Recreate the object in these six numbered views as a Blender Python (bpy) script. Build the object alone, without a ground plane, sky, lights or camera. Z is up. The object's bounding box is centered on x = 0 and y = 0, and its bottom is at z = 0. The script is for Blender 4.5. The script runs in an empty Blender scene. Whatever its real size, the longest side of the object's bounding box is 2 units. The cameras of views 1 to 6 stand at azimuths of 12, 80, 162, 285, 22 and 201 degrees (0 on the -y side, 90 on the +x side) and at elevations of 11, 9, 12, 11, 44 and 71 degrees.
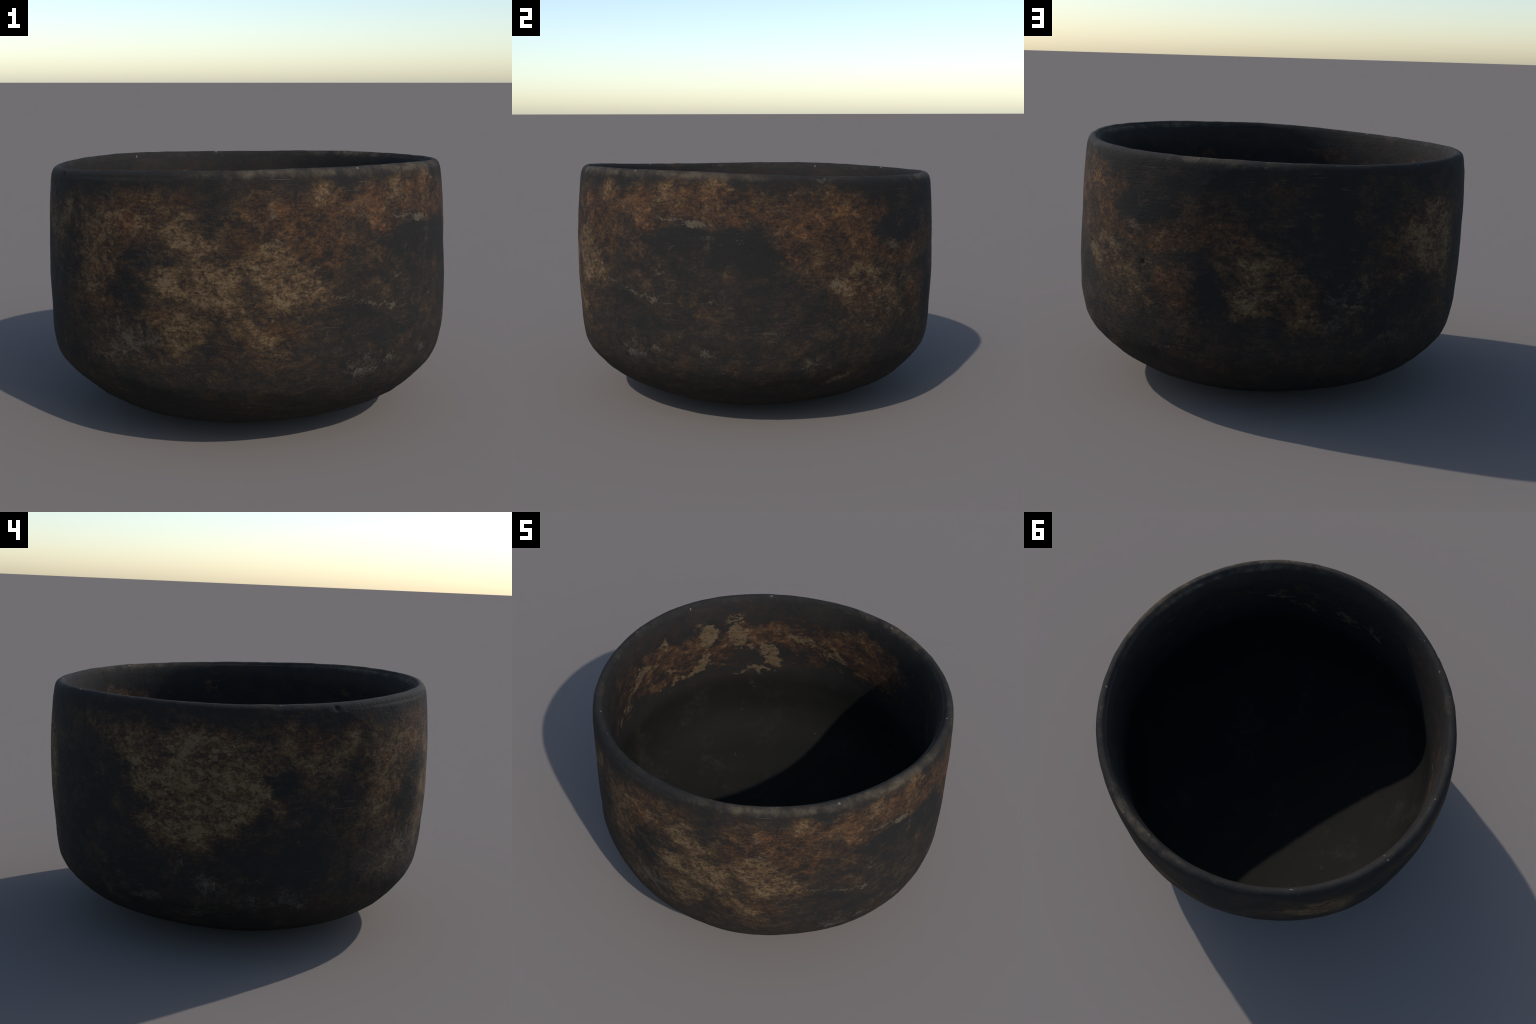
"""Old hand-built tea bowl: black smoke-fired clay with rust and ochre scorch patches.

The bowl is one lofted skin (outer profile -> rounded lip -> inner profile -> floor) whose
sections are slightly out of round and whose lip rises and falls.  The skin is then separated
by region into named parts that share border vertices and normals.
"""
import bpy, math
import numpy as np
from mathutils import Vector, noise

# ------------------------------------------------------------------ shape
LIP_Z = 1.14                      # nominal lip height, before the lip's own rise and fall
# outer profile (height, radius), foot edge to just under the lip
OUTER = [(0.0, 0.385), (0.015, 0.436), (0.044, 0.548), (0.086, 0.690), (0.138, 0.790), (0.21, 0.8730),
         (0.30, 0.9420), (0.40, 0.9661), (0.50, 0.9745), (0.62, 0.9830), (0.75, 0.9846),
         (0.88, 0.9822), (1.0, 0.974), (1.08, 0.9655), (1.11, 0.9600)]
# lip: rolls over from the outer to the inner face
LIP = [(1.128, 0.9520), (1.139, 0.9380), (1.140, 0.9240), (1.130, 0.9130)]
# inner profile, lip down to the middle of the floor
INNER = [(1.11, 0.9040), (1.05, 0.8930), (0.95, 0.8885), (0.80, 0.8910), (0.62, 0.8980), (0.47, 0.8975),
         (0.35, 0.8760), (0.262, 0.8240), (0.208, 0.7450), (0.166, 0.6400), (0.118, 0.5100), (0.083, 0.3300), (0.052, 0.0)]
# underside: a low foot ring with a shallow recess
UNDER = [(0.022, 0.0), (0.021, 0.20), (0.018, 0.285), (0.010, 0.315), (0.003, 0.338), (0.0, 0.360)]
# out-of-round: for four heights, (cos, sin) weights of the 1st..5th harmonic of the radius
ROUND_Z = [0.10, 0.45, 0.80, 1.15]
ROUND = [
    [(0.0118, -0.0014), (-0.0023, 0.0063), (0.0096, 0.0004), (-0.0022, -0.0032), (0.0033, -0.0081)],
    [(0.0101, -0.0027), (0.0109, -0.0102), (-0.0022, -0.0055), (-0.0027, 0.0021), (0.0121, -0.0014)],
    [(-0.0004, 0.0029), (0.0057, -0.0090), (-0.0018, -0.0007), (0.0010, 0.0005), (-0.0012, -0.0002)],
    [(-0.0076, 0.0116), (0.0064, -0.0018), (0.0019, 0.0046), (-0.0014, -0.0004), (0.0015, 0.0003)],
]
# rise and fall of the lip: mean, then (cos, sin) of the 1st..4th harmonic
LIP_MEAN = 0.0833
LIP_WAVE = [(0.0193, -0.0226), (-0.0016, -0.0064), (-0.0005, 0.0018), (-0.0008, -0.0025)]

# places where the hand left the outer wall fuller or flatter: (azimuth, height, half angle, half height, out by)
SWELL = [(38, 0.46, 20, 0.24, 0.013), (256, 0.66, 9, 0.34, 0.016), (243, 1.00, 11, 0.16, 0.009), (176, 0.46, 15, 0.22, 0.018),
         (165, 0.24, 20, 0.10, 0.009), (320, 0.42, 15, 0.22, 0.012), (98, 0.20, 16, 0.10, 0.009),
         (104, 0.74, 8, 0.12, -0.008), (300, 0.82, 8, 0.30, -0.005), (75, 0.46, 8, 0.13, -0.007), (270, 0.80, 8, 0.20, -0.003),
         (212, 0.33, 14, 0.14, 0.012), (247, 0.40, 9, 0.14, 0.009), (303, 0.48, 9, 0.18, -0.009)]
# inside: a low ledge under the lip on one side, thicker stretches of wall elsewhere: same terms, inward by
LEDGE = [(322, 1.06, 34, 0.080, 0.019), (15, 1.08, 22, 0.06, 0.008), (128, 0.56, 32, 0.22, 0.018), (302, 0.72, 13, 0.20, 0.014)]

# ------------------------------------------------------------------ where the colours sit
# every patch: (azimuth deg, height, half width, half height, tilt deg, strength)
# ochre film, broken into flecks
OCHRE_FRONT = [
    (266, 1.03, 0.10, 0.08, 0, 1.0), (270, 0.93, 0.15, 0.08, 25, 1.0), (276, 0.85, 0.09, 0.08, 0, 1.0), (274, 0.77, 0.11, 0.1, 0, 1.0),
    (266, 0.77, 0.13, 0.05, 15, 0.9), (286, 0.90, 0.11, 0.06, 0, 0.9), (290, 0.83, 0.18, 0.08, 0, 0.8), (294, 0.76, 0.14, 0.05, 0, 0.7),
    (286, 0.60, 0.15, 0.11, 0, 0.9), (288, 0.51, 0.10, 0.04, 0, 0.7), (278, 0.69, 0.10, 0.07, 0, 0.7), (250, 1.05, 0.10, 0.08, 0, 0.7),
    (243, 0.88, 0.14, 0.12, 0, 0.7), (236, 0.92, 0.10, 0.22, 0, 0.5), (256, 1.01, 0.08, 0.05, 0, 0.5), (255, 0.64, 0.12, 0.04, 20, 0.6),
    (269, 0.61, 0.10, 0.07, 0, 0.5), (277, 1.04, 0.07, 0.07, 0, 0.6), (301, 1.16, 0.09, 0.06, 0, 0.8), (301, 1.10, 0.08, 0.03, 0, 0.7),
    (294, 0.47, 0.07, 0.04, 0, 0.5), (290, 0.85, 0.13, 0.12, 0, 0.6), (296, 0.74, 0.15, 0.1, 0, 0.7), (227, 1.05, 0.07, 0.07, 0, 1.0),
    (240, 0.92, 0.13, 0.16, 0, 0.8), (240, 0.76, 0.13, 0.1, 0, 0.8), (251, 1.03, 0.17, 0.13, 0, 0.7), (232, 0.70, 0.13, 0.11, 0, 0.6),
    (258, 0.78, 0.14, 0.15, 0, 0.7), (249, 0.52, 0.29, 0.11, 0, 0.7), (241, 0.41, 0.14, 0.05, 0, 0.6), (265, 0.57, 0.12, 0.14, 0, 0.6),
]
OCHRE_RIGHT = [
    (315, 1.11, 0.12, 0.04, 0, 0.6), (323, 1.16, 0.13, 0.06, 0, 0.7), (316, 0.95, 0.05, 0.06, 0, 0.6), (336, 1.21, 0.21, 0.21, 0, 0.7),
    (358, 1.08, 0.11, 0.04, 0, 0.5), (21, 0.75, 0.18, 0.1, 0, 0.9), (14, 0.72, 0.11, 0.06, 0, 0.7), (22, 0.85, 0.11, 0.07, 0, 0.5),
    (32, 0.68, 0.18, 0.1, 0, 0.6), (34, 0.89, 0.06, 0.02, 0, 0.9), (16, 0.27, 0.12, 0.04, -15, 0.6), (27, 0.55, 0.24, 0.13, 0, 0.5),
    (38, 0.55, 0.09, 0.05, 0, 0.7), (33, 0.89, 0.05, 0.02, 0, 1.2),
]
OCHRE_BACK = [
    (65, 0.88, 0.09, 0.05, 0, 0.8), (71, 0.80, 0.13, 0.09, 0, 0.7), (67, 0.72, 0.10, 0.07, 0, 0.9), (70, 0.63, 0.14, 0.04, 0, 1.3),
    (66, 0.57, 0.08, 0.05, 0, 1.2), (82, 0.53, 0.11, 0.07, 10, 1.0), (80, 0.72, 0.09, 0.07, 0, 0.8), (122, 0.97, 0.18, 0.12, 0, 1.0),
    (115, 0.85, 0.19, 0.08, 0, 0.9), (126, 0.81, 0.14, 0.11, 0, 0.9), (119, 0.73, 0.19, 0.07, 0, 0.8), (96, 0.56, 0.05, 0.02, 0, 0.9),
    (98, 0.69, 0.04, 0.02, 0, 0.8), (59, 0.76, 0.04, 0.02, 0, 0.8), (130, 0.68, 0.10, 0.33, 0, 0.5),
]
OCHRE_LEFT = [
    (175, 1.00, 0.21, 0.11, 0, 1.0), (183, 1.04, 0.10, 0.08, 0, 0.8), (173, 0.88, 0.13, 0.1, 0, 1.2), (184, 0.85, 0.24, 0.14, 0, 1.2),
    (194, 0.92, 0.18, 0.13, 0, 1.1), (193, 1.06, 0.11, 0.1, 0, 0.8), (181, 0.67, 0.20, 0.11, 0, 1.2), (191, 0.72, 0.17, 0.1, 0, 1.1),
    (199, 0.83, 0.10, 0.1, 0, 1.0), (209, 1.02, 0.13, 0.13, 0, 0.8), (216, 0.90, 0.11, 0.09, 0, 0.8), (206, 0.76, 0.07, 0.05, 0, 0.8),
    (222, 0.97, 0.12, 0.12, 0, 0.6), (154, 1.08, 0.14, 0.09, 0, 0.6), (164, 1.03, 0.11, 0.09, 0, 0.6),
]
# rust-brown scorching
RUST = [
    (294, 1.10, 0.24, 0.09, 0, 0.9), (299, 0.99, 0.20, 0.11, 0, 1.0), (285, 1.01, 0.12, 0.15, 0, 0.7), (302, 0.92, 0.15, 0.07, 0, 0.7),
    (312, 1.13, 0.15, 0.06, 0, 1.1), (319, 1.04, 0.06, 0.03, 0, 1.4), (292, 0.80, 0.11, 0.08, 0, 0.8), (281, 0.95, 0.09, 0.08, 0, 0.6),
    (256, 1.13, 0.20, 0.07, 0, 0.5), (292, 0.60, 0.12, 0.06, 0, 0.8), (278, 0.50, 0.11, 0.06, 0, 0.5), (256, 0.65, 0.20, 0.09, 15, 0.6),
    (270, 0.94, 0.18, 0.18, 0, 0.5), (245, 0.92, 0.19, 0.21, 0, 0.5), (286, 0.62, 0.19, 0.15, 0, 0.5), (291, 0.45, 0.11, 0.06, 0, 0.6),
    (330, 1.15, 0.22, 0.11, 0, 0.7), (341, 1.12, 0.18, 0.09, 0, 1.0), (315, 0.92, 0.07, 0.08, 0, 0.6), (348, 1.10, 0.18, 0.08, 0, 0.9),
    (359, 1.06, 0.12, 0.07, 0, 0.9), (9, 1.08, 0.23, 0.12, 0, 0.9), (21, 1.09, 0.12, 0.04, 0, 1.4), (3, 1.00, 0.11, 0.05, 0, 1.0),
    (0, 0.91, 0.04, 0.09, 0, 1.3), (20, 0.97, 0.09, 0.07, 0, 1.2), (10, 0.89, 0.22, 0.11, 0, 0.8), (44, 0.85, 0.21, 0.05, 0, 0.9),
    (47, 0.64, 0.11, 0.09, 0, 1.0), (323, 1.08, 0.13, 0.08, 0, 0.9), (336, 1.17, 0.11, 0.06, 0, 0.5), (20, 0.74, 0.22, 0.13, 0, 0.5),
    (320, 0.90, 0.08, 0.09, 0, 0.5), (21, 1.08, 0.17, 0.05, 0, 1.7), (21, 0.98, 0.10, 0.11, 0, 1.4), (41, 0.86, 0.21, 0.06, 0, 1.3),
    (57, 0.93, 0.21, 0.09, 0, 1.0), (63, 0.85, 0.14, 0.08, 0, 1.0), (46, 0.64, 0.08, 0.07, 0, 1.4), (76, 1.09, 0.15, 0.08, 0, 0.5),
    (83, 0.60, 0.10, 0.08, 0, 1.0), (69, 0.71, 0.09, 0.07, 0, 0.8), (112, 0.69, 0.18, 0.08, 0, 0.8), (118, 0.93, 0.37, 0.17, 0, 0.7),
    (49, 0.53, 0.16, 0.12, 0, 0.5), (47, 0.37, 0.13, 0.05, 0, 0.7), (27, 0.70, 0.34, 0.19, 0, 0.6), (209, 1.05, 0.12, 0.11, 0, 1.1),
    (215, 1.06, 0.09, 0.06, 0, 1.2), (185, 0.89, 0.22, 0.19, 0, 0.7), (193, 1.07, 0.11, 0.1, 0, 0.7), (227, 0.99, 0.11, 0.1, 0, 0.8),
    (240, 0.84, 0.15, 0.19, 0, 1.0), (253, 1.03, 0.16, 0.16, 0, 1.1), (233, 0.68, 0.18, 0.14, 0, 0.7), (182, 0.67, 0.24, 0.12, 0, 0.6),
    (172, 1.04, 0.15, 0.08, 0, 0.6), (202, 0.54, 0.06, 0.05, 0, 0.6), (235, 1.07, 0.18, 0.09, 0, 0.6),
]
# places where the black stays whole
SOOT = [
    (255, 0.85, 0.13, 0.1, 20, 1.0), (250, 0.75, 0.13, 0.07, 0, 0.9), (245, 0.72, 0.10, 0.06, 0, 0.7), (326, 0.92, 0.23, 0.13, 0, 1.0),
    (317, 0.56, 0.22, 0.11, 0, 1.0), (289, 1.05, 0.05, 0.05, 0, 0.6), (240, 1.20, 0.29, 0.06, 0, 0.6), (346, 0.90, 0.27, 0.1, 0, 1.0),
    (335, 0.91, 0.21, 0.09, 0, 0.9), (353, 0.86, 0.09, 0.19, 0, 0.8), (35, 0.98, 0.14, 0.06, 0, 0.7), (34, 0.27, 0.27, 0.11, 0, 0.6),
    (88, 0.93, 0.16, 0.4, 0, 1.3), (92, 0.74, 0.13, 0.12, 0, 0.9), (57, 0.61, 0.07, 0.12, 0, 1.3), (36, 0.97, 0.19, 0.07, 0, 1.0),
    (49, 1.10, 0.27, 0.07, 0, 0.8), (107, 0.54, 0.29, 0.13, 0, 0.8), (53, 0.79, 0.09, 0.06, 0, 0.7), (146, 0.66, 0.26, 0.28, 0, 1.1),
    (152, 0.80, 0.15, 0.14, 0, 0.7), (208, 0.88, 0.08, 0.08, 0, 1.1), (211, 0.51, 0.27, 0.12, 0, 1.0), (169, 0.39, 0.24, 0.14, 0, 1.1),
    (254, 0.74, 0.11, 0.17, 0, 0.7), (217, 1.00, 0.05, 0.06, 0, 0.7),
]
# ash-grey rubs
ASH = [
    (254, 0.53, 0.16, 0.05, 0, 1.0), (248, 0.44, 0.09, 0.06, 0, 0.6), (311, 0.39, 0.09, 0.05, 0, 0.7), (289, 1.08, 0.02, 0.02, 0, 1.0),
    (337, 0.41, 0.06, 0.04, 0, 1.0), (313, 0.41, 0.09, 0.04, 0, 0.9), (322, 0.41, 0.08, 0.02, 0, 0.6), (6, 0.37, 0.10, 0.05, 0, 0.7),
    (339, 0.67, 0.05, 0.03, 0, 0.7), (338, 0.94, 0.06, 0.04, 0, 0.6), (10, 1.22, 0.10, 0.02, 0, 0.8), (358, 0.52, 0.05, 0.02, 0, 0.6),
    (13, 0.75, 0.03, 0.02, 0, 1.0), (97, 0.63, 0.17, 0.09, 0, 0.7), (110, 0.40, 0.11, 0.04, 0, 0.9), (92, 0.53, 0.11, 0.08, 0, 0.8),
    (189, 0.41, 0.10, 0.08, 0, 1.2), (172, 0.30, 0.11, 0.06, 0, 1.1), (212, 0.33, 0.09, 0.06, 0, 1.2), (201, 0.30, 0.07, 0.07, 0, 1.0),
    (185, 0.26, 0.13, 0.05, 0, 0.8), (248, 0.53, 0.23, 0.09, 0, 0.7), (183, 1.03, 0.09, 0.06, 0, 0.6), (159, 0.27, 0.08, 0.05, 0, 0.8),
    (241, 0.39, 0.11, 0.03, 0, 0.6),
]
# single pale scratches and nicks
SCRATCH = [
    (305, 0.73, 0.06, 0.01, 15, 1.0), (316, 0.68, 0.12, 0.01, 10, 0.9), (322, 0.66, 0.03, 0.03, 0, 0.9), (325, 1.04, 0.08, 0.01, 0, 1.1),
    (333, 1.03, 0.05, 0.02, 0, 0.9), (289, 1.08, 0.02, 0.02, -40, 1.0), (286, 1.18, 0.04, 0.01, -12, 0.8), (292, 0.79, 0.10, 0.01, -8, 0.6),
    (295, 0.65, 0.01, 0.04, 15, 0.7), (285, 1.15, 0.04, 0.01, 10, 0.6), (290, 0.96, 0.04, 0.02, -30, 0.7), (322, 0.42, 0.05, 0.02, 0, 0.7),
    (311, 0.39, 0.04, 0.02, 0, 0.8), (255, 0.55, 0.05, 0.01, 30, 0.8), (277, 0.64, 0.02, 0.02, 0, 0.7), (324, 0.80, 0.03, 0.04, 0, 0.5),
    (334, 1.02, 0.06, 0.02, 0, 1.1), (12, 0.73, 0.02, 0.01, 0, 1.5), (14, 0.75, 0.03, 0.02, 0, 0.8), (33, 0.89, 0.06, 0.02, 0, 1.0),
    (337, 0.41, 0.04, 0.02, 0, 0.9), (16, 0.26, 0.10, 0.03, -15, 0.8), (339, 0.67, 0.02, 0.02, 0, 0.8), (321, 0.41, 0.05, 0.02, 0, 0.7),
    (313, 0.41, 0.03, 0.03, 0, 0.7), (342, 0.93, 0.03, 0.01, 0, 0.6), (6, 0.36, 0.07, 0.02, -10, 0.6), (323, 0.78, 0.03, 0.02, 0, 0.5),
    (70, 0.63, 0.13, 0.02, 0, 0.9), (96, 0.57, 0.05, 0.02, 0, 0.9), (98, 0.69, 0.03, 0.01, 0, 0.9), (59, 0.76, 0.03, 0.01, 0, 0.8),
    (45, 0.35, 0.08, 0.01, -15, 0.8), (248, 0.57, 0.04, 0.06, 0, 0.7), (182, 0.50, 0.02, 0.03, 0, 0.8), (156, 0.84, 0.07, 0.02, 0, 0.6),
    (190, 0.40, 0.04, 0.02, 0, 0.8),
]
# inside: flaked ochre
INNER_OCHRE = [
    (139, 0.99, 0.07, 0.1, 0, 1.2), (127, 0.95, 0.08, 0.15, -15, 1.3), (141, 0.82, 0.04, 0.09, 0, 1.0), (146, 0.74, 0.09, 0.03, -25, 1.1),
    (159, 1.03, 0.03, 0.06, 0, 1.0), (174, 0.92, 0.12, 0.05, -20, 1.1), (165, 0.92, 0.08, 0.04, 0, 0.6), (155, 0.72, 0.08, 0.03, -20, 0.8),
    (114, 0.82, 0.07, 0.06, 0, 1.2), (112, 0.73, 0.06, 0.05, 0, 1.2), (118, 0.68, 0.10, 0.03, 20, 0.9), (121, 0.85, 0.03, 0.03, 0, 1.0),
    (104, 0.94, 0.10, 0.05, 0, 0.8), (97, 0.91, 0.09, 0.04, 0, 0.6), (91, 0.85, 0.13, 0.04, 15, 0.7), (84, 0.86, 0.11, 0.05, 25, 0.7),
    (77, 1.05, 0.04, 0.05, 0, 0.7), (156, 0.83, 0.06, 0.03, 0, 0.7), (182, 0.80, 0.08, 0.06, 0, 0.7), (190, 0.78, 0.05, 0.07, 0, 0.8),
    (126, 0.66, 0.08, 0.02, -20, 0.8), (163, 0.73, 0.03, 0.03, 0, 0.8), (85, 0.77, 0.07, 0.03, 30, 0.6), (286, 0.93, 0.11, 0.06, 10, 0.7),
    (277, 0.83, 0.14, 0.05, 15, 0.8), (261, 0.87, 0.12, 0.09, 25, 0.8), (248, 0.87, 0.11, 0.06, 30, 0.7),
]
# inside: rust band
INNER_RUST = [
    (165, 0.94, 0.22, 0.13, 0, 1.1), (150, 0.90, 0.16, 0.13, 0, 0.9), (135, 0.85, 0.19, 0.16, 0, 0.9), (118, 0.94, 0.23, 0.07, 0, 1.1),
    (105, 0.92, 0.19, 0.09, 0, 1.0), (91, 0.94, 0.17, 0.08, 0, 0.9), (77, 0.97, 0.18, 0.14, 0, 1.1), (68, 0.92, 0.20, 0.13, 0, 1.2),
    (69, 0.77, 0.17, 0.07, 0, 0.9), (181, 0.82, 0.12, 0.13, 0, 0.8), (126, 1.06, 0.25, 0.08, 0, 0.5), (57, 1.00, 0.19, 0.11, 0, 0.5),
    (54, 0.83, 0.23, 0.13, 0, 0.6), (195, 0.79, 0.06, 0.12, 0, 0.8), (275, 0.17, 0.06, 0.09, 0, 0.5), (213, 1.00, 0.03, 0.12, 0, 0.6),
]
# scorched, rubbed stretches of the lip itself
LIP_OCHRE = [(325, 1.22, 0.24, 0.06, 0, 1.0), (346, 1.21, 0.22, 0.06, 0, 1.0), (56, 1.19, 0.22, 0.05, 0, 1.1),
             (285, 1.23, 0.26, 0.05, 0, 0.8), (303, 1.23, 0.16, 0.05, 0, 0.6), (76, 1.18, 0.10, 0.04, 0, 0.6)]
# pits and chips in the clay: (azimuth, height, radius, depth)
PITS = [(37, 0.725, 0.013, 0.012), (12, 0.757, 0.010, 0.008), (41, 0.80, 0.008, 0.006), (29, 0.83, 0.008, 0.005),
        (222, 1.195, 0.014, 0.007), (250, 0.56, 0.014, 0.006), (33, 0.62, 0.009, 0.005), (120, 0.52, 0.010, 0.004),
        (302, 0.97, 0.009, 0.004), (262, 0.36, 0.016, 0.006), (345, 0.33, 0.014, 0.006), (70, 0.30, 0.015, 0.006)]


def smooth_curve(x, xs, ys):
    """Cubic Hermite through the points (xs, ys)."""
    xs = np.asarray(xs, float); ys = np.asarray(ys, float)
    m = np.gradient(ys, xs)
    k = np.clip(np.searchsorted(xs, x) - 1, 0, len(xs) - 2)
    h = xs[k + 1] - xs[k]; t = (x - xs[k]) / h
    return ((2*t**3 - 3*t**2 + 1) * ys[k] + (t**3 - 2*t**2 + t) * h * m[k]
            + (-2*t**3 + 3*t**2) * ys[k + 1] + (t**3 - t**2) * h * m[k + 1])


def resample(points, step):
    """Dense smooth polyline through (height, radius) points, even along its length."""
    p = np.array(points, float)
    s = np.r_[0, np.cumsum(np.hypot(*np.diff(p, axis=0).T))]
    n = max(2, int(round(s[-1] / step)) + 1)
    u = np.linspace(0, s[-1], n)
    return np.stack([smooth_curve(u, s, p[:, 0]), smooth_curve(u, s, p[:, 1])], 1)


def roundness(theta, z):
    out = np.ones(np.broadcast(theta, z).shape)
    for k in range(5):
        c = np.interp(z, ROUND_Z, [row[k][0] for row in ROUND])
        s = np.interp(z, ROUND_Z, [row[k][1] for row in ROUND])
        out = out + c * np.cos((k + 1) * theta) + s * np.sin((k + 1) * theta)
    return out


def lip_rise(theta):
    out = LIP_MEAN
    for k, (c, s) in enumerate(LIP_WAVE):
        out = out + c * np.cos((k + 1) * theta) + s * np.sin((k + 1) * theta)
    return out


def place(theta, z, r):
    """Nominal profile point -> point of the bowl."""
    rr = r * roundness(theta, z)
    zz = z + np.clip(z / LIP_Z, 0, 1) ** 1.5 * lip_rise(theta)
    return np.stack([rr * np.cos(theta), rr * np.sin(theta), zz], -1)


def wall_radius(azimuth, height, profile):
    """Radius of the finished wall at an azimuth and true height."""
    t = math.radians(azimuth)
    pts = np.array([place(np.float64(t), np.float64(z), np.float64(r)) for z, r in profile])
    o = np.argsort(pts[:, 2])
    return float(np.interp(height, pts[o, 2], np.hypot(pts[o, 0], pts[o, 1])))


AROUND = 900
sections = [("foot", UNDER + OUTER[:2], 0.02), ("outer_wall", OUTER[1:], 0.0075),
            ("rim", OUTER[-1:] + LIP + INNER[:1], 0.0045), ("inner_wall", INNER[:9], 0.008), ("floor", INNER[8:], 0.011)]
whole = UNDER + OUTER + LIP + INNER
# one smooth curve through everything, cut at the section ends
prof, region = [], []
p = np.array(whole)
arc = np.r_[0, np.cumsum(np.hypot(*np.diff(p, axis=0).T))]
cuts = {"foot": (0, len(UNDER) + 1)}
a = len(UNDER) + 1
cuts["outer_wall"] = (a, len(UNDER) + len(OUTER) - 1)
b = len(UNDER) + len(OUTER) - 1
cuts["rim"] = (b, b + len(LIP) + 1)
c = b + len(LIP) + 1
cuts["inner_wall"] = (c, c + 8)
cuts["floor"] = (c + 8, len(whole) - 1)
steps = {n: s for n, _, s in sections}
rows = [(whole[0][0], whole[0][1])]
bands = {}
for name in ("foot", "outer_wall", "rim", "inner_wall", "floor"):
    i, j = cuts[name]
    n = int(round((arc[j] - arc[i]) / steps[name])) + 1
    u = np.linspace(arc[i], arc[j], n)[1:]
    first = len(rows) - 1
    rows += list(zip(smooth_curve(u, arc, p[:, 0]), smooth_curve(u, arc, p[:, 1])))
    bands[name] = (first, len(rows) - 1)
rows = np.array(rows)
rows[:, 1] = np.maximum(rows[:, 1], 0.0)
theta = np.linspace(0, 2 * math.pi, AROUND + 1)[:-1]


def bump(spots, z):
    total = 0
    for az, h, da, dh, amount in spots:
        d = (np.degrees(theta)[None, :] - az + 180) % 360 - 180
        total = total + amount * np.exp(-(d / da) ** 2 - ((z[:, None] - h) / dh) ** 2)
    return total


swell = bump(SWELL, rows[:, 0]) * (np.arange(len(rows)) <= bands["rim"][0])[:, None]
ledge = bump(LEDGE, rows[:, 0]) * (np.arange(len(rows)) >= bands["rim"][1] - 3)[:, None]
grid = place(theta[None, :], rows[:, 0][:, None], rows[:, 1][:, None] + swell - ledge)        # rows x around x 3

# --- relief: hand-worked unevenness, coarse scraped clay low down, a few pits
du = np.roll(grid, -1, 1) - np.roll(grid, 1, 1)
dv = np.gradient(grid, axis=0)
nor = np.cross(du, dv)
ln = np.linalg.norm(nor, axis=2, keepdims=True)
nor = np.where(ln > 1e-9, nor / np.maximum(ln, 1e-9), [0, 0, 1.0])
relief = np.zeros(grid.shape[:2])
n_outer = bands["rim"][0]
for i in range(1, len(rows) - 1):
    outside = i <= bands["rim"][1] - 4
    low = 1 - min(max((rows[i, 0] - 0.16) / 0.22, 0), 1)
    fade = min(1.0, rows[i, 1] / 0.2)
    lip = 1.0 if bands["rim"][0] - 6 < i < bands["rim"][1] + 6 else 0.0
    for j in range(AROUND):
        x, y, z = grid[i, j]
        v = 0.0016 * noise.noise((x * 4, y * 4, z * 4 + 3)) + 0.0009 * noise.noise((x * 15, y * 15, z * 15))
        if outside:
            v += 0.0006 * noise.noise((x * 42, y * 42, z * 42))
            if low > 0:
                v += low * (0.0026 * noise.noise((x * 9, y * 9, z * 34)) + 0.0016 * noise.noise((x * 28, y * 28, z * 60)))
        if lip:
            v += 0.0016 * noise.noise((x * 13 + 7, y * 13, z * 6))
        relief[i, j] = v * fade
for az, h, rad, deep in PITS:
    r = wall_radius(az, h, OUTER + LIP[:2])
    c0 = np.array([r * math.cos(math.radians(az)), r * math.sin(math.radians(az)), h])
    d = np.linalg.norm(grid[:n_outer + 6] - c0, axis=2)
    relief[:n_outer + 6] -= deep * np.exp(-(d / rad) ** 2 * 1.6)
grid = grid + nor * relief[..., None]
grid[..., 2] -= grid[..., 2].min()

# ------------------------------------------------------------------ materials

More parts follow.
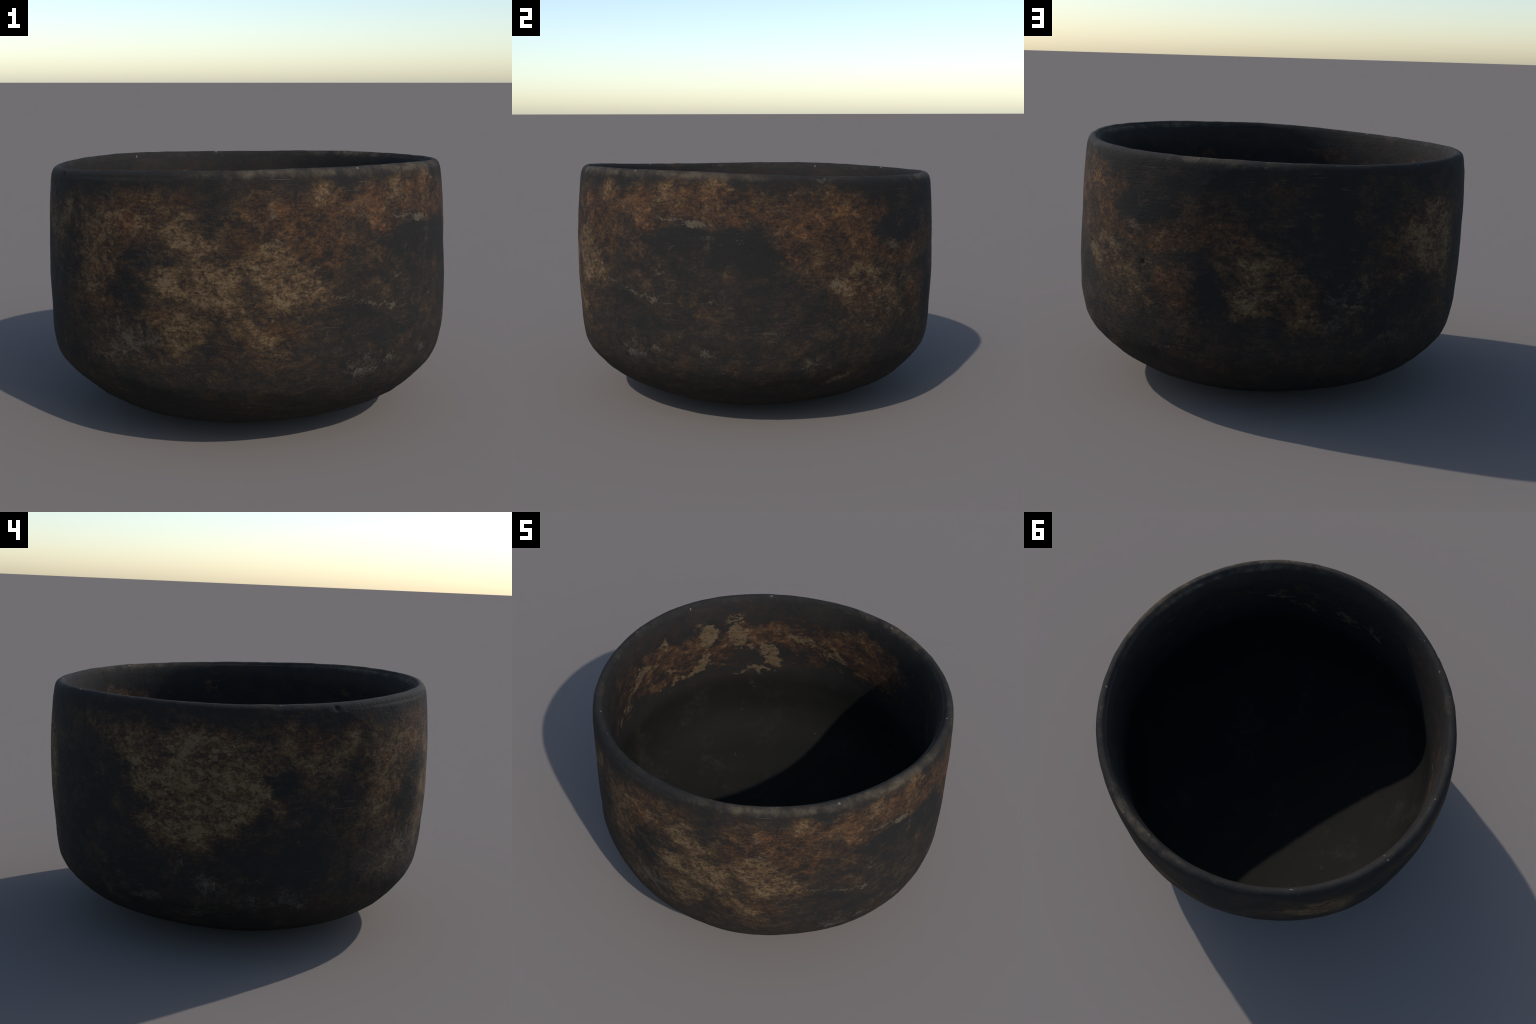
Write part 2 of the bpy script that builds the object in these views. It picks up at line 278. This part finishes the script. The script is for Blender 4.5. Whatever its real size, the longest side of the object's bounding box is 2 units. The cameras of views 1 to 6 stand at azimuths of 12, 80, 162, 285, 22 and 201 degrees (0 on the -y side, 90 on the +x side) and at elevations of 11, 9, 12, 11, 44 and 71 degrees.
class Nodes:
    """Small helper for wiring shader nodes."""

    def __init__(self, name):
        self.mat = bpy.data.materials.new(name)
        self.mat.use_nodes = True
        self.t = self.mat.node_tree
        self.t.nodes.clear()
        self.coord = self.t.nodes.new("ShaderNodeTexCoord").outputs["Object"]

    def put(self, sock, val):
        if isinstance(val, bpy.types.NodeSocket):
            self.t.links.new(val, sock)
        elif val is not None:
            if hasattr(sock.default_value, "__len__") and not hasattr(val, "__len__"):
                val = (val,) * len(sock.default_value)
            if hasattr(val, "__len__") and len(sock.default_value) == 4 and len(val) == 3:
                val = (*val, 1)
            sock.default_value = val

    def math(self, op, a, b=None, c=None, clamp=False):
        n = self.t.nodes.new("ShaderNodeMath")
        n.operation = op; n.use_clamp = clamp
        for s, v in zip(n.inputs, (a, b, c)):
            self.put(s, v)
        return n.outputs[0]

    def vec(self, op, a, b=None):
        n = self.t.nodes.new("ShaderNodeVectorMath")
        n.operation = op
        self.put(n.inputs[0], a); self.put(n.inputs[1], b)
        return n.outputs["Value" if op in ("DOT_PRODUCT", "LENGTH") else "Vector"]

    def noise(self, vector, scale, detail=4, rough=0.55, distort=0.0, color=False):
        n = self.t.nodes.new("ShaderNodeTexNoise")
        self.put(n.inputs["Vector"], vector)
        n.inputs["Scale"].default_value = scale
        n.inputs["Detail"].default_value = detail
        n.inputs["Roughness"].default_value = rough
        n.inputs["Distortion"].default_value = distort
        return n.outputs["Color" if color else "Fac"]

    def stretch(self, scale, shift=(0, 0, 0), turn=(0, 0, 0)):
        n = self.t.nodes.new("ShaderNodeMapping")
        self.put(n.inputs["Vector"], self.coord)
        n.inputs["Scale"].default_value = scale
        n.inputs["Location"].default_value = shift
        n.inputs["Rotation"].default_value = [math.radians(a) for a in turn]
        return n.outputs[0]

    def ramp(self, v, lo, hi):
        n = self.t.nodes.new("ShaderNodeMapRange")
        n.interpolation_type = "SMOOTHSTEP"
        self.put(n.inputs["Value"], v)
        n.inputs["From Min"].default_value = lo
        n.inputs["From Max"].default_value = hi
        return n.outputs[0]

    def mix(self, fac, a, b, mode="MIX"):
        n = self.t.nodes.new("ShaderNodeMix")
        n.data_type = "RGBA"; n.blend_type = mode
        self.put(n.inputs[0], fac); self.put(n.inputs[6], a); self.put(n.inputs[7], b)
        return n.outputs[2]

    def patches(self, vector, spots, profile, inside=False, grow=1.35):
        """Sum of soft oval spots lying on the wall."""
        total = None
        for az, h, w, hh, tilt, power in spots:
            r = wall_radius(az, h, profile)
            t = math.radians(az)
            m = self.t.nodes.new("ShaderNodeMapping")
            m.vector_type = "TEXTURE"
            self.put(m.inputs["Vector"], vector)
            m.inputs["Location"].default_value = (r * math.cos(t), r * math.sin(t), h)
            m.inputs["Rotation"].default_value = (math.radians(tilt if inside else -tilt), 0, t)
            m.inputs["Scale"].default_value = (max(0.14, w * 0.8), w * grow, hh * grow)
            g = self.t.nodes.new("ShaderNodeTexGradient")
            g.gradient_type = "SPHERICAL"
            self.put(g.inputs[0], m.outputs[0])
            total = self.math("MULTIPLY_ADD", g.outputs["Fac"], power, total if total is not None else 0.0)
        return total

    def finish(self, color, rough, bump_height, distance, spec):
        b = self.t.nodes.new("ShaderNodeBsdfPrincipled")
        o = self.t.nodes.new("ShaderNodeOutputMaterial")
        self.put(b.inputs["Base Color"], color)
        self.put(b.inputs["Roughness"], rough)
        self.put(b.inputs["Specular IOR Level"], spec)
        k = self.t.nodes.new("ShaderNodeBump")
        k.inputs["Strength"].default_value = 0.7
        k.inputs["Distance"].default_value = distance
        self.put(k.inputs["Height"], bump_height)
        self.put(b.inputs["Normal"], k.outputs[0])
        self.t.links.new(b.outputs[0], o.inputs[0])
        return self.mat


COAL = (0.0145, 0.0134, 0.0124)
WARM_COAL = (0.0225, 0.0185, 0.0155)
ASHEN = (0.070, 0.067, 0.057)
LIP_GREY = (0.034, 0.0305, 0.0270)
SPEC = 0.16
# the clay's colours from sooted to rubbed bare, ochre kind and rust kind
OCHRE_SCALE = [(0.02, COAL), (0.20, (0.0205, 0.0165, 0.0136)), (0.42, (0.036, 0.0235, 0.0150)), (0.66, (0.067, 0.0415, 0.0215)),
               (0.92, (0.103, 0.0640, 0.0320)), (1.0, (0.124, 0.0845, 0.0475))]
RUST_SCALE = [(0.02, COAL), (0.20, (0.020, 0.0138, 0.0110)), (0.42, (0.036, 0.0205, 0.0130)), (0.66, (0.055, 0.0290, 0.0155)),
              (0.90, (0.080, 0.0385, 0.0175)), (1.0, (0.122, 0.0570, 0.0230))]


def level(n):
    """Height measured from the tilted plane of the lip: about 1.22 on the crest."""
    return n.vec("DOT_PRODUCT", n.coord, (-0.0205, 0.0240, 1.0))


def char(n):
    """Smoke-blackened clay with faint warm clouds."""
    cloud = n.noise(n.stretch((1, 1, 1.3)), 4.0, 5, 0.6)
    fine = n.noise(n.stretch((1, 1, 1.6), (5, 2, 1)), 34.0, 4, 0.6)
    f = n.math("MULTIPLY_ADD", fine, 0.5, cloud)
    return n.mix(n.ramp(f, 0.62, 1.0), COAL, WARM_COAL)


def scale(n, v, stops):
    r = n.t.nodes.new("ShaderNodeValToRGB")
    e = r.color_ramp.elements
    while len(e) < len(stops):
        e.new(0.5)
    for k, (at, c) in enumerate(stops):
        e[k].position = at
        e[k].color = (*c, 1)
    n.put(r.inputs[0], v)
    return r.outputs[0]


def worn_lip(n, color, ochre=None):
    """Lip rubbed a little grey, with ochre stretches."""
    z = level(n)
    fine = n.noise(n.stretch((1, 1, 1), (3, 1, 9)), 14.0, 8, 0.74)
    edge = n.math("MULTIPLY_ADD", n.math("SUBTRACT", fine, 0.5), 0.06, z)
    on = n.math("MULTIPLY", n.ramp(edge, 1.190, 1.228), n.ramp(n.noise(n.coord, 7.0, 6, 0.7), 0.36, 0.66))
    color = n.mix(n.math("MULTIPLY", on, 0.4), color, LIP_GREY)
    if ochre is None:
        return color
    tan = n.math("MULTIPLY", n.ramp(edge, 1.188, 1.222), n.ramp(n.math("MULTIPLY_ADD", n.math("SUBTRACT", fine, 0.5), 1.7, ochre), 0.0, 0.95))
    color = n.mix(n.math("MULTIPLY", tan, 0.75), color, n.mix(n.ramp(fine, 0.36, 0.74), (0.056, 0.043, 0.029), (0.104, 0.081, 0.053)))
    nick = n.noise(n.stretch((1, 1, 1), (6, 6, 2)), 30.0, 2, 0.5)
    return n.mix(n.math("MULTIPLY", n.math("MULTIPLY", n.ramp(nick, 0.70, 0.76), n.ramp(z, 1.195, 1.215)), 0.8), color, (0.15, 0.14, 0.125))


def warped(n, amount, size, shift=0.0):
    w = n.noise(n.stretch((1, 1, 1), (shift, shift, shift)), size, 4, 0.62, color=True)
    w = n.vec("MULTIPLY", n.vec("SUBTRACT", w, (0.5, 0.5, 0.5)), (amount, amount, amount))
    return n.vec("ADD", n.coord, w)


def around_zero(n, v):
    return n.math("SUBTRACT", v, 0.5)


def outer_material():
    n = Nodes("scorched_black_clay")
    wv = warped(n, 0.20, 8.0)
    prof_o = OUTER + LIP[:2]
    o = n.ramp(n.patches(wv, OCHRE_FRONT + OCHRE_RIGHT + OCHRE_BACK + OCHRE_LEFT, prof_o), -0.15, 1.05)
    r = n.ramp(n.patches(wv, RUST, prof_o, grow=1.5), -0.10, 1.2)
    s = n.ramp(n.patches(warped(n, 0.30, 6.0, 2.0), SOOT, prof_o), 0.0, 1.1)
    a = n.patches(wv, ASH, prof_o)
    nick = n.patches(warped(n, 0.07, 16.0), SCRATCH, prof_o, grow=1.3)
    lip_o = n.patches(n.coord, LIP_OCHRE, prof_o)
    broad = around_zero(n, n.noise(n.stretch((1, 1, 1.3)), 6.5, 8, 0.68, 0.3))
    speck = around_zero(n, n.noise(n.stretch((1, 1, 1.3), (2, 7, 4)), 13.5, 9, 0.72, 0.5))
    grain = around_zero(n, n.noise(n.stretch((1, 1, 1.2), (8, 1, 3)), 75.0, 5, 0.7))
    scuff = around_zero(n, n.noise(n.stretch((1, 1, 4.5), (1, 3, 8), (20, -16, 0)), 15.0, 6, 0.7, 0.8))
    scuff2 = around_zero(n, n.noise(n.stretch((1, 1, 5.5), (9, 3, 2), (-24, 30, 0)), 17.0, 6, 0.7, 0.8))
    hue = around_zero(n, n.noise(n.stretch((1, 1, 1.2), (4, 4, 1)), 9.0, 7, 0.7, 0.3))
    z = level(n)
    # the patches give way to black under the lip and low on the body
    band = n.math("MULTIPLY", n.ramp(n.math("MULTIPLY_ADD", broad, -0.30, z), 1.240, 1.125),
                  n.ramp(n.math("MULTIPLY_ADD", broad, 0.40, z), 0.06, 0.33))
    cover = n.math("MAXIMUM", n.math("MULTIPLY", o, 0.90), n.math("MULTIPLY", r, 0.61))
    f = n.math("MULTIPLY_ADD", cover, 0.60, 0.20)
    s = n.math("MULTIPLY", s, n.math("MULTIPLY_ADD", n.ramp(broad, -0.10, 0.14), -0.65, 1.0))
    f = n.math("MULTIPLY_ADD", s, -0.38, f)
    rough_part = n.math("MULTIPLY_ADD", broad, 1.8, n.math("MULTIPLY", speck, 1.75))
    rough_part = n.math("MULTIPLY_ADD", scuff, 0.65, rough_part)
    rough_part = n.math("MULTIPLY_ADD", scuff2, 0.65, rough_part)
    rough_part = n.math("MULTIPLY_ADD", grain, 1.1, rough_part)
    # whole black stays calmer than the rubbed places
    f = n.math("MULTIPLY_ADD", rough_part, n.math("MULTIPLY_ADD", o, -0.26, n.math("MULTIPLY_ADD", cover, 0.62, 0.48)), f)
    # crisp little flecks and gaps, some drawn out sideways
    fleck = n.ramp(n.noise(n.stretch((1, 1, 1.25), (5, 9, 1)), 21.0, 8, 0.66, 1.6), 0.43, 0.56)
    dash = n.ramp(n.noise(n.stretch((1, 1, 2.6), (2, 2, 7)), 31.0, 5, 0.62, 0.8), 0.47, 0.58)
    crisp = n.math("ADD", n.math("MULTIPLY", around_zero(n, fleck), 0.36), n.math("MULTIPLY", around_zero(n, dash), 0.24))
    # pale hair-thin veins in the ochre
    vein = n.math("ABSOLUTE", around_zero(n, n.noise(n.stretch((1, 1, 1.2), (7, 3, 3)), 15.0, 5, 0.6, 0.6)))
    vein = n.math("MULTIPLY", n.ramp(vein, 0.022, 0.0), n.ramp(speck, -0.05, 0.10))
    crisp = n.math("MULTIPLY_ADD", vein, 0.34, crisp)
    f = n.math("MULTIPLY_ADD", crisp, n.math("MULTIPLY_ADD", cover, 0.65, 0.35), f)
    f = n.math("MULTIPLY", f, n.math("MULTIPLY_ADD", band, 0.88, 0.12))
    red = n.math("MULTIPLY_ADD", o, -0.55, r)
    red = n.math("MULTIPLY_ADD", hue, 3.4, red)
    red = n.math("MULTIPLY_ADD", speck, -2.2, red)
    red = n.ramp(red, -0.10, 1.05)
    color = n.mix(red, scale(n, f, OCHRE_SCALE), scale(n, f, RUST_SCALE))
    # ash-grey rubs
    g = n.math("MULTIPLY_ADD", speck, 5.0, a)
    g = n.math("MULTIPLY_ADD", grain, 3.0, g)
    g = n.math("MULTIPLY", n.ramp(a, 0.05, 0.45), n.ramp(g, 0.25, 1.5))
    color = n.mix(n.math("MULTIPLY", n.math("MULTIPLY", g, n.math("MULTIPLY_ADD", fleck, 0.75, 0.25)), 0.6), color, ASHEN)
    # scattered light flecks, then the single scratches
    d = n.math("MULTIPLY_ADD", grain, 0.8, speck)
    color = n.mix(n.math("MULTIPLY", n.math("MULTIPLY", n.ramp(d, 0.13, 0.27), 0.6), n.ramp(z, 1.14, 1.0)), color, (0.075, 0.060, 0.044))
    k = n.math("MULTIPLY_ADD", grain, 3.2, n.math("MULTIPLY_ADD", speck, 3.6, nick))
    k = n.math("MULTIPLY", n.ramp(k, 0.30, 1.15), n.ramp(nick, 0.04, 0.30))
    color = n.mix(n.math("MULTIPLY", k, 0.7), color, (0.094, 0.075, 0.052))
    # long thin drag scratches along the turning direction, pale and dark
    where = n.noise(n.stretch((1, 1, 1), (5, 5, 5)), 5.0, 3, 0.6)
    line = n.noise(n.stretch((1, 1, 15.0), (1, 2, 3), (2, 1.5, 0)), 7.0, 4, 0.62, 0.25)
    color = n.mix(n.math("MULTIPLY", n.math("MULTIPLY", n.ramp(line, 0.62, 0.70), n.ramp(where, 0.44, 0.60)), 0.45), color, (0.088, 0.068, 0.046))
    color = n.mix(n.math("MULTIPLY", n.math("MULTIPLY", n.ramp(line, 0.38, 0.31), n.ramp(where, 0.60, 0.44)), 0.55), color, COAL)
    # dark pores
    color = n.mix(n.math("MULTIPLY", n.ramp(grain, -0.04, -0.15), 0.5), color, COAL)
    color = worn_lip(n, color, lip_o)
    drag = n.noise(n.stretch((1, 1, 9.0), (3, 7, 2)), 9.0, 6, 0.7)
    height = n.math("MULTIPLY_ADD", drag, 0.5, n.math("MULTIPLY_ADD", speck, 0.8, grain))
    return n.finish(color, 0.82, height, 0.005, SPEC)


def inner_material():
    n = Nodes("smoked_inner_clay")
    o = n.patches(warped(n, 0.16, 11.0, 3.0), INNER_OCHRE, INNER[:-1], True, 1.3)
    r = n.ramp(n.patches(warped(n, 0.2, 8.0), INNER_RUST, INNER[:-1], True, 1.5), -0.05, 1.25)
    broad = around_zero(n, n.noise(n.stretch((1, 1, 1.5)), 8.0, 8, 0.7, 0.4))
    speck = around_zero(n, n.noise(n.stretch((1, 1, 1.8), (4, 4, 4)), 21.0, 8, 0.72, 0.5))
    grain = around_zero(n, n.noise(n.coord, 80.0, 4, 0.65))
    z = level(n)
    color = char(n)
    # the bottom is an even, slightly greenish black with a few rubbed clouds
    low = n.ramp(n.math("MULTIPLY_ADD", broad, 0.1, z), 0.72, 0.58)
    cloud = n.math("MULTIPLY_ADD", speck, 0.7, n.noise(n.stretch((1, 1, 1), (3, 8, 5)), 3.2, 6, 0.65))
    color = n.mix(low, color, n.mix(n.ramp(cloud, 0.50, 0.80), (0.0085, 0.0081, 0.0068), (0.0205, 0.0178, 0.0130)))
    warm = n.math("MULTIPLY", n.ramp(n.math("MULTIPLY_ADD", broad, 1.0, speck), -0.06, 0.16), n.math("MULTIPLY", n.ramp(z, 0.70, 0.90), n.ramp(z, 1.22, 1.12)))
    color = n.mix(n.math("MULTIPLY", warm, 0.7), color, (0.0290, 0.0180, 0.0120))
    # faint stains run on round the sides and up towards the lip
    zone = n.math("MULTIPLY", n.ramp(z, 0.62, 0.80), n.ramp(z, 1.20, 1.05))
    stain = n.math("MULTIPLY", n.ramp(n.noise(n.stretch((1, 1, 1.3), (6, 2, 8)), 3.5, 4, 0.6), 0.44, 0.66), n.math("MULTIPLY", zone, 0.55))
    r = n.math("MAXIMUM", r, stain)
    f = n.math("MULTIPLY_ADD", broad, 2.2, n.math("MULTIPLY", r, 0.57))
    f = n.math("MULTIPLY_ADD", speck, 2.2, f)
    f = n.math("MULTIPLY_ADD", grain, 0.9, f)
    f = n.math("MULTIPLY", f, n.ramp(n.math("MULTIPLY_ADD", speck, 0.12, r), 0.02, 0.35))
    hue = around_zero(n, n.noise(n.stretch((1, 1, 1.3), (4, 4, 1)), 10.0, 7, 0.7, 0.3))
    both = n.mix(n.ramp(n.math("MULTIPLY_ADD", speck, 1.4, hue), 0.30, -0.04), scale(n, f, OCHRE_SCALE), scale(n, f, RUST_SCALE))
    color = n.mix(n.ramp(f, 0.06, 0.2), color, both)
    # ochre flakes with crisp ragged edges
    f = n.math("MULTIPLY_ADD", broad, 1.6, o)
    f = n.math("MULTIPLY_ADD", speck, 2.4, f)
    flake = n.mix(n.ramp(n.math("MULTIPLY_ADD", grain, 0.6, speck), -0.16, 0.16), (0.070, 0.045, 0.022), (0.108, 0.078, 0.044))
    color = n.mix(n.math("MULTIPLY", n.ramp(f, 0.44, 0.70), 0.85), color, flake)
    color = n.mix(n.math("MULTIPLY", n.ramp(grain, -0.10, -0.24), 0.5), color, COAL)
    color = worn_lip(n, color)
    return n.finish(color, 0.82, n.math("MULTIPLY_ADD", speck, 0.6, grain), 0.003, SPEC)


def foot_material():
    n = Nodes("bare_black_foot")
    return n.finish(char(n), 0.85, n.noise(n.coord, 60.0, 5, 0.65), 0.004, SPEC)


skin_out, skin_in, skin_foot = outer_material(), inner_material(), foot_material()
part_skin = {"foot": skin_foot, "outer_wall": skin_out, "rim": skin_out, "inner_wall": skin_in, "floor": skin_in}

# ------------------------------------------------------------------ build the skin, then split it into parts
# vertex normals of the whole skin
du = np.roll(grid, -1, 1) - np.roll(grid, 1, 1)
dv = np.gradient(grid, axis=0)
nor = np.cross(du, dv)
ln = np.linalg.norm(nor, axis=2, keepdims=True)
nor = nor / np.maximum(ln, 1e-12)
nor[0] = (0, 0, -1)
nor[-1] = (0, 0, 1)

bowl = bpy.data.objects.new("tea_bowl", None)
bowl["label"] = "old hand-built black tea bowl with rust and ochre scorch marks"
bowl["category"] = "tea bowl"
bpy.context.scene.collection.objects.link(bowl)

for name in ("foot", "outer_wall", "rim", "inner_wall", "floor"):
    i, j = bands[name]
    g, gn = grid[i:j + 1], nor[i:j + 1]
    nr = j - i + 1
    idx = np.arange(nr * AROUND).reshape(nr, AROUND)
    a0, a1 = idx[:-1], np.roll(idx, -1, 1)[:-1]
    b0, b1 = idx[1:], np.roll(idx, -1, 1)[1:]
    quads = np.stack([a0, a1, b1, b0], -1)
    verts, norms = g.reshape(-1, 3), gn.reshape(-1, 3)
    faces = quads.reshape(-1, 4).tolist()
    # the middle of the floor and of the underside closes in one point
    if name in ("foot", "floor"):
        ring = 0 if name == "foot" else nr - 1
        centre = len(verts)
        verts = np.vstack([verts, [g[ring].mean(0)]])
        norms = np.vstack([norms, [(0, 0, -1.0 if name == "foot" else 1.0)]])
        fan = []
        near = idx[1] if name == "foot" else idx[nr - 2]
        for k in range(AROUND):
            m = (k + 1) % AROUND
            fan.append((centre, int(near[m]), int(near[k])) if name == "foot" else (int(near[k]), int(near[m]), centre))
        keep = quads[1:] if name == "foot" else quads[:-1]
        faces = keep.reshape(-1, 4).tolist() + fan
    me = bpy.data.meshes.new(name)
    me.from_pydata(verts.tolist(), [], faces)
    me.validate()
    loose = None
    me.polygons.foreach_set("use_smooth", [True] * len(me.polygons))
    me.normals_split_custom_set_from_vertices(norms.tolist())
    me.materials.append(part_skin[name])
    ob = bpy.data.objects.new(name, me)
    ob.parent = bowl
    bpy.context.scene.collection.objects.link(ob)
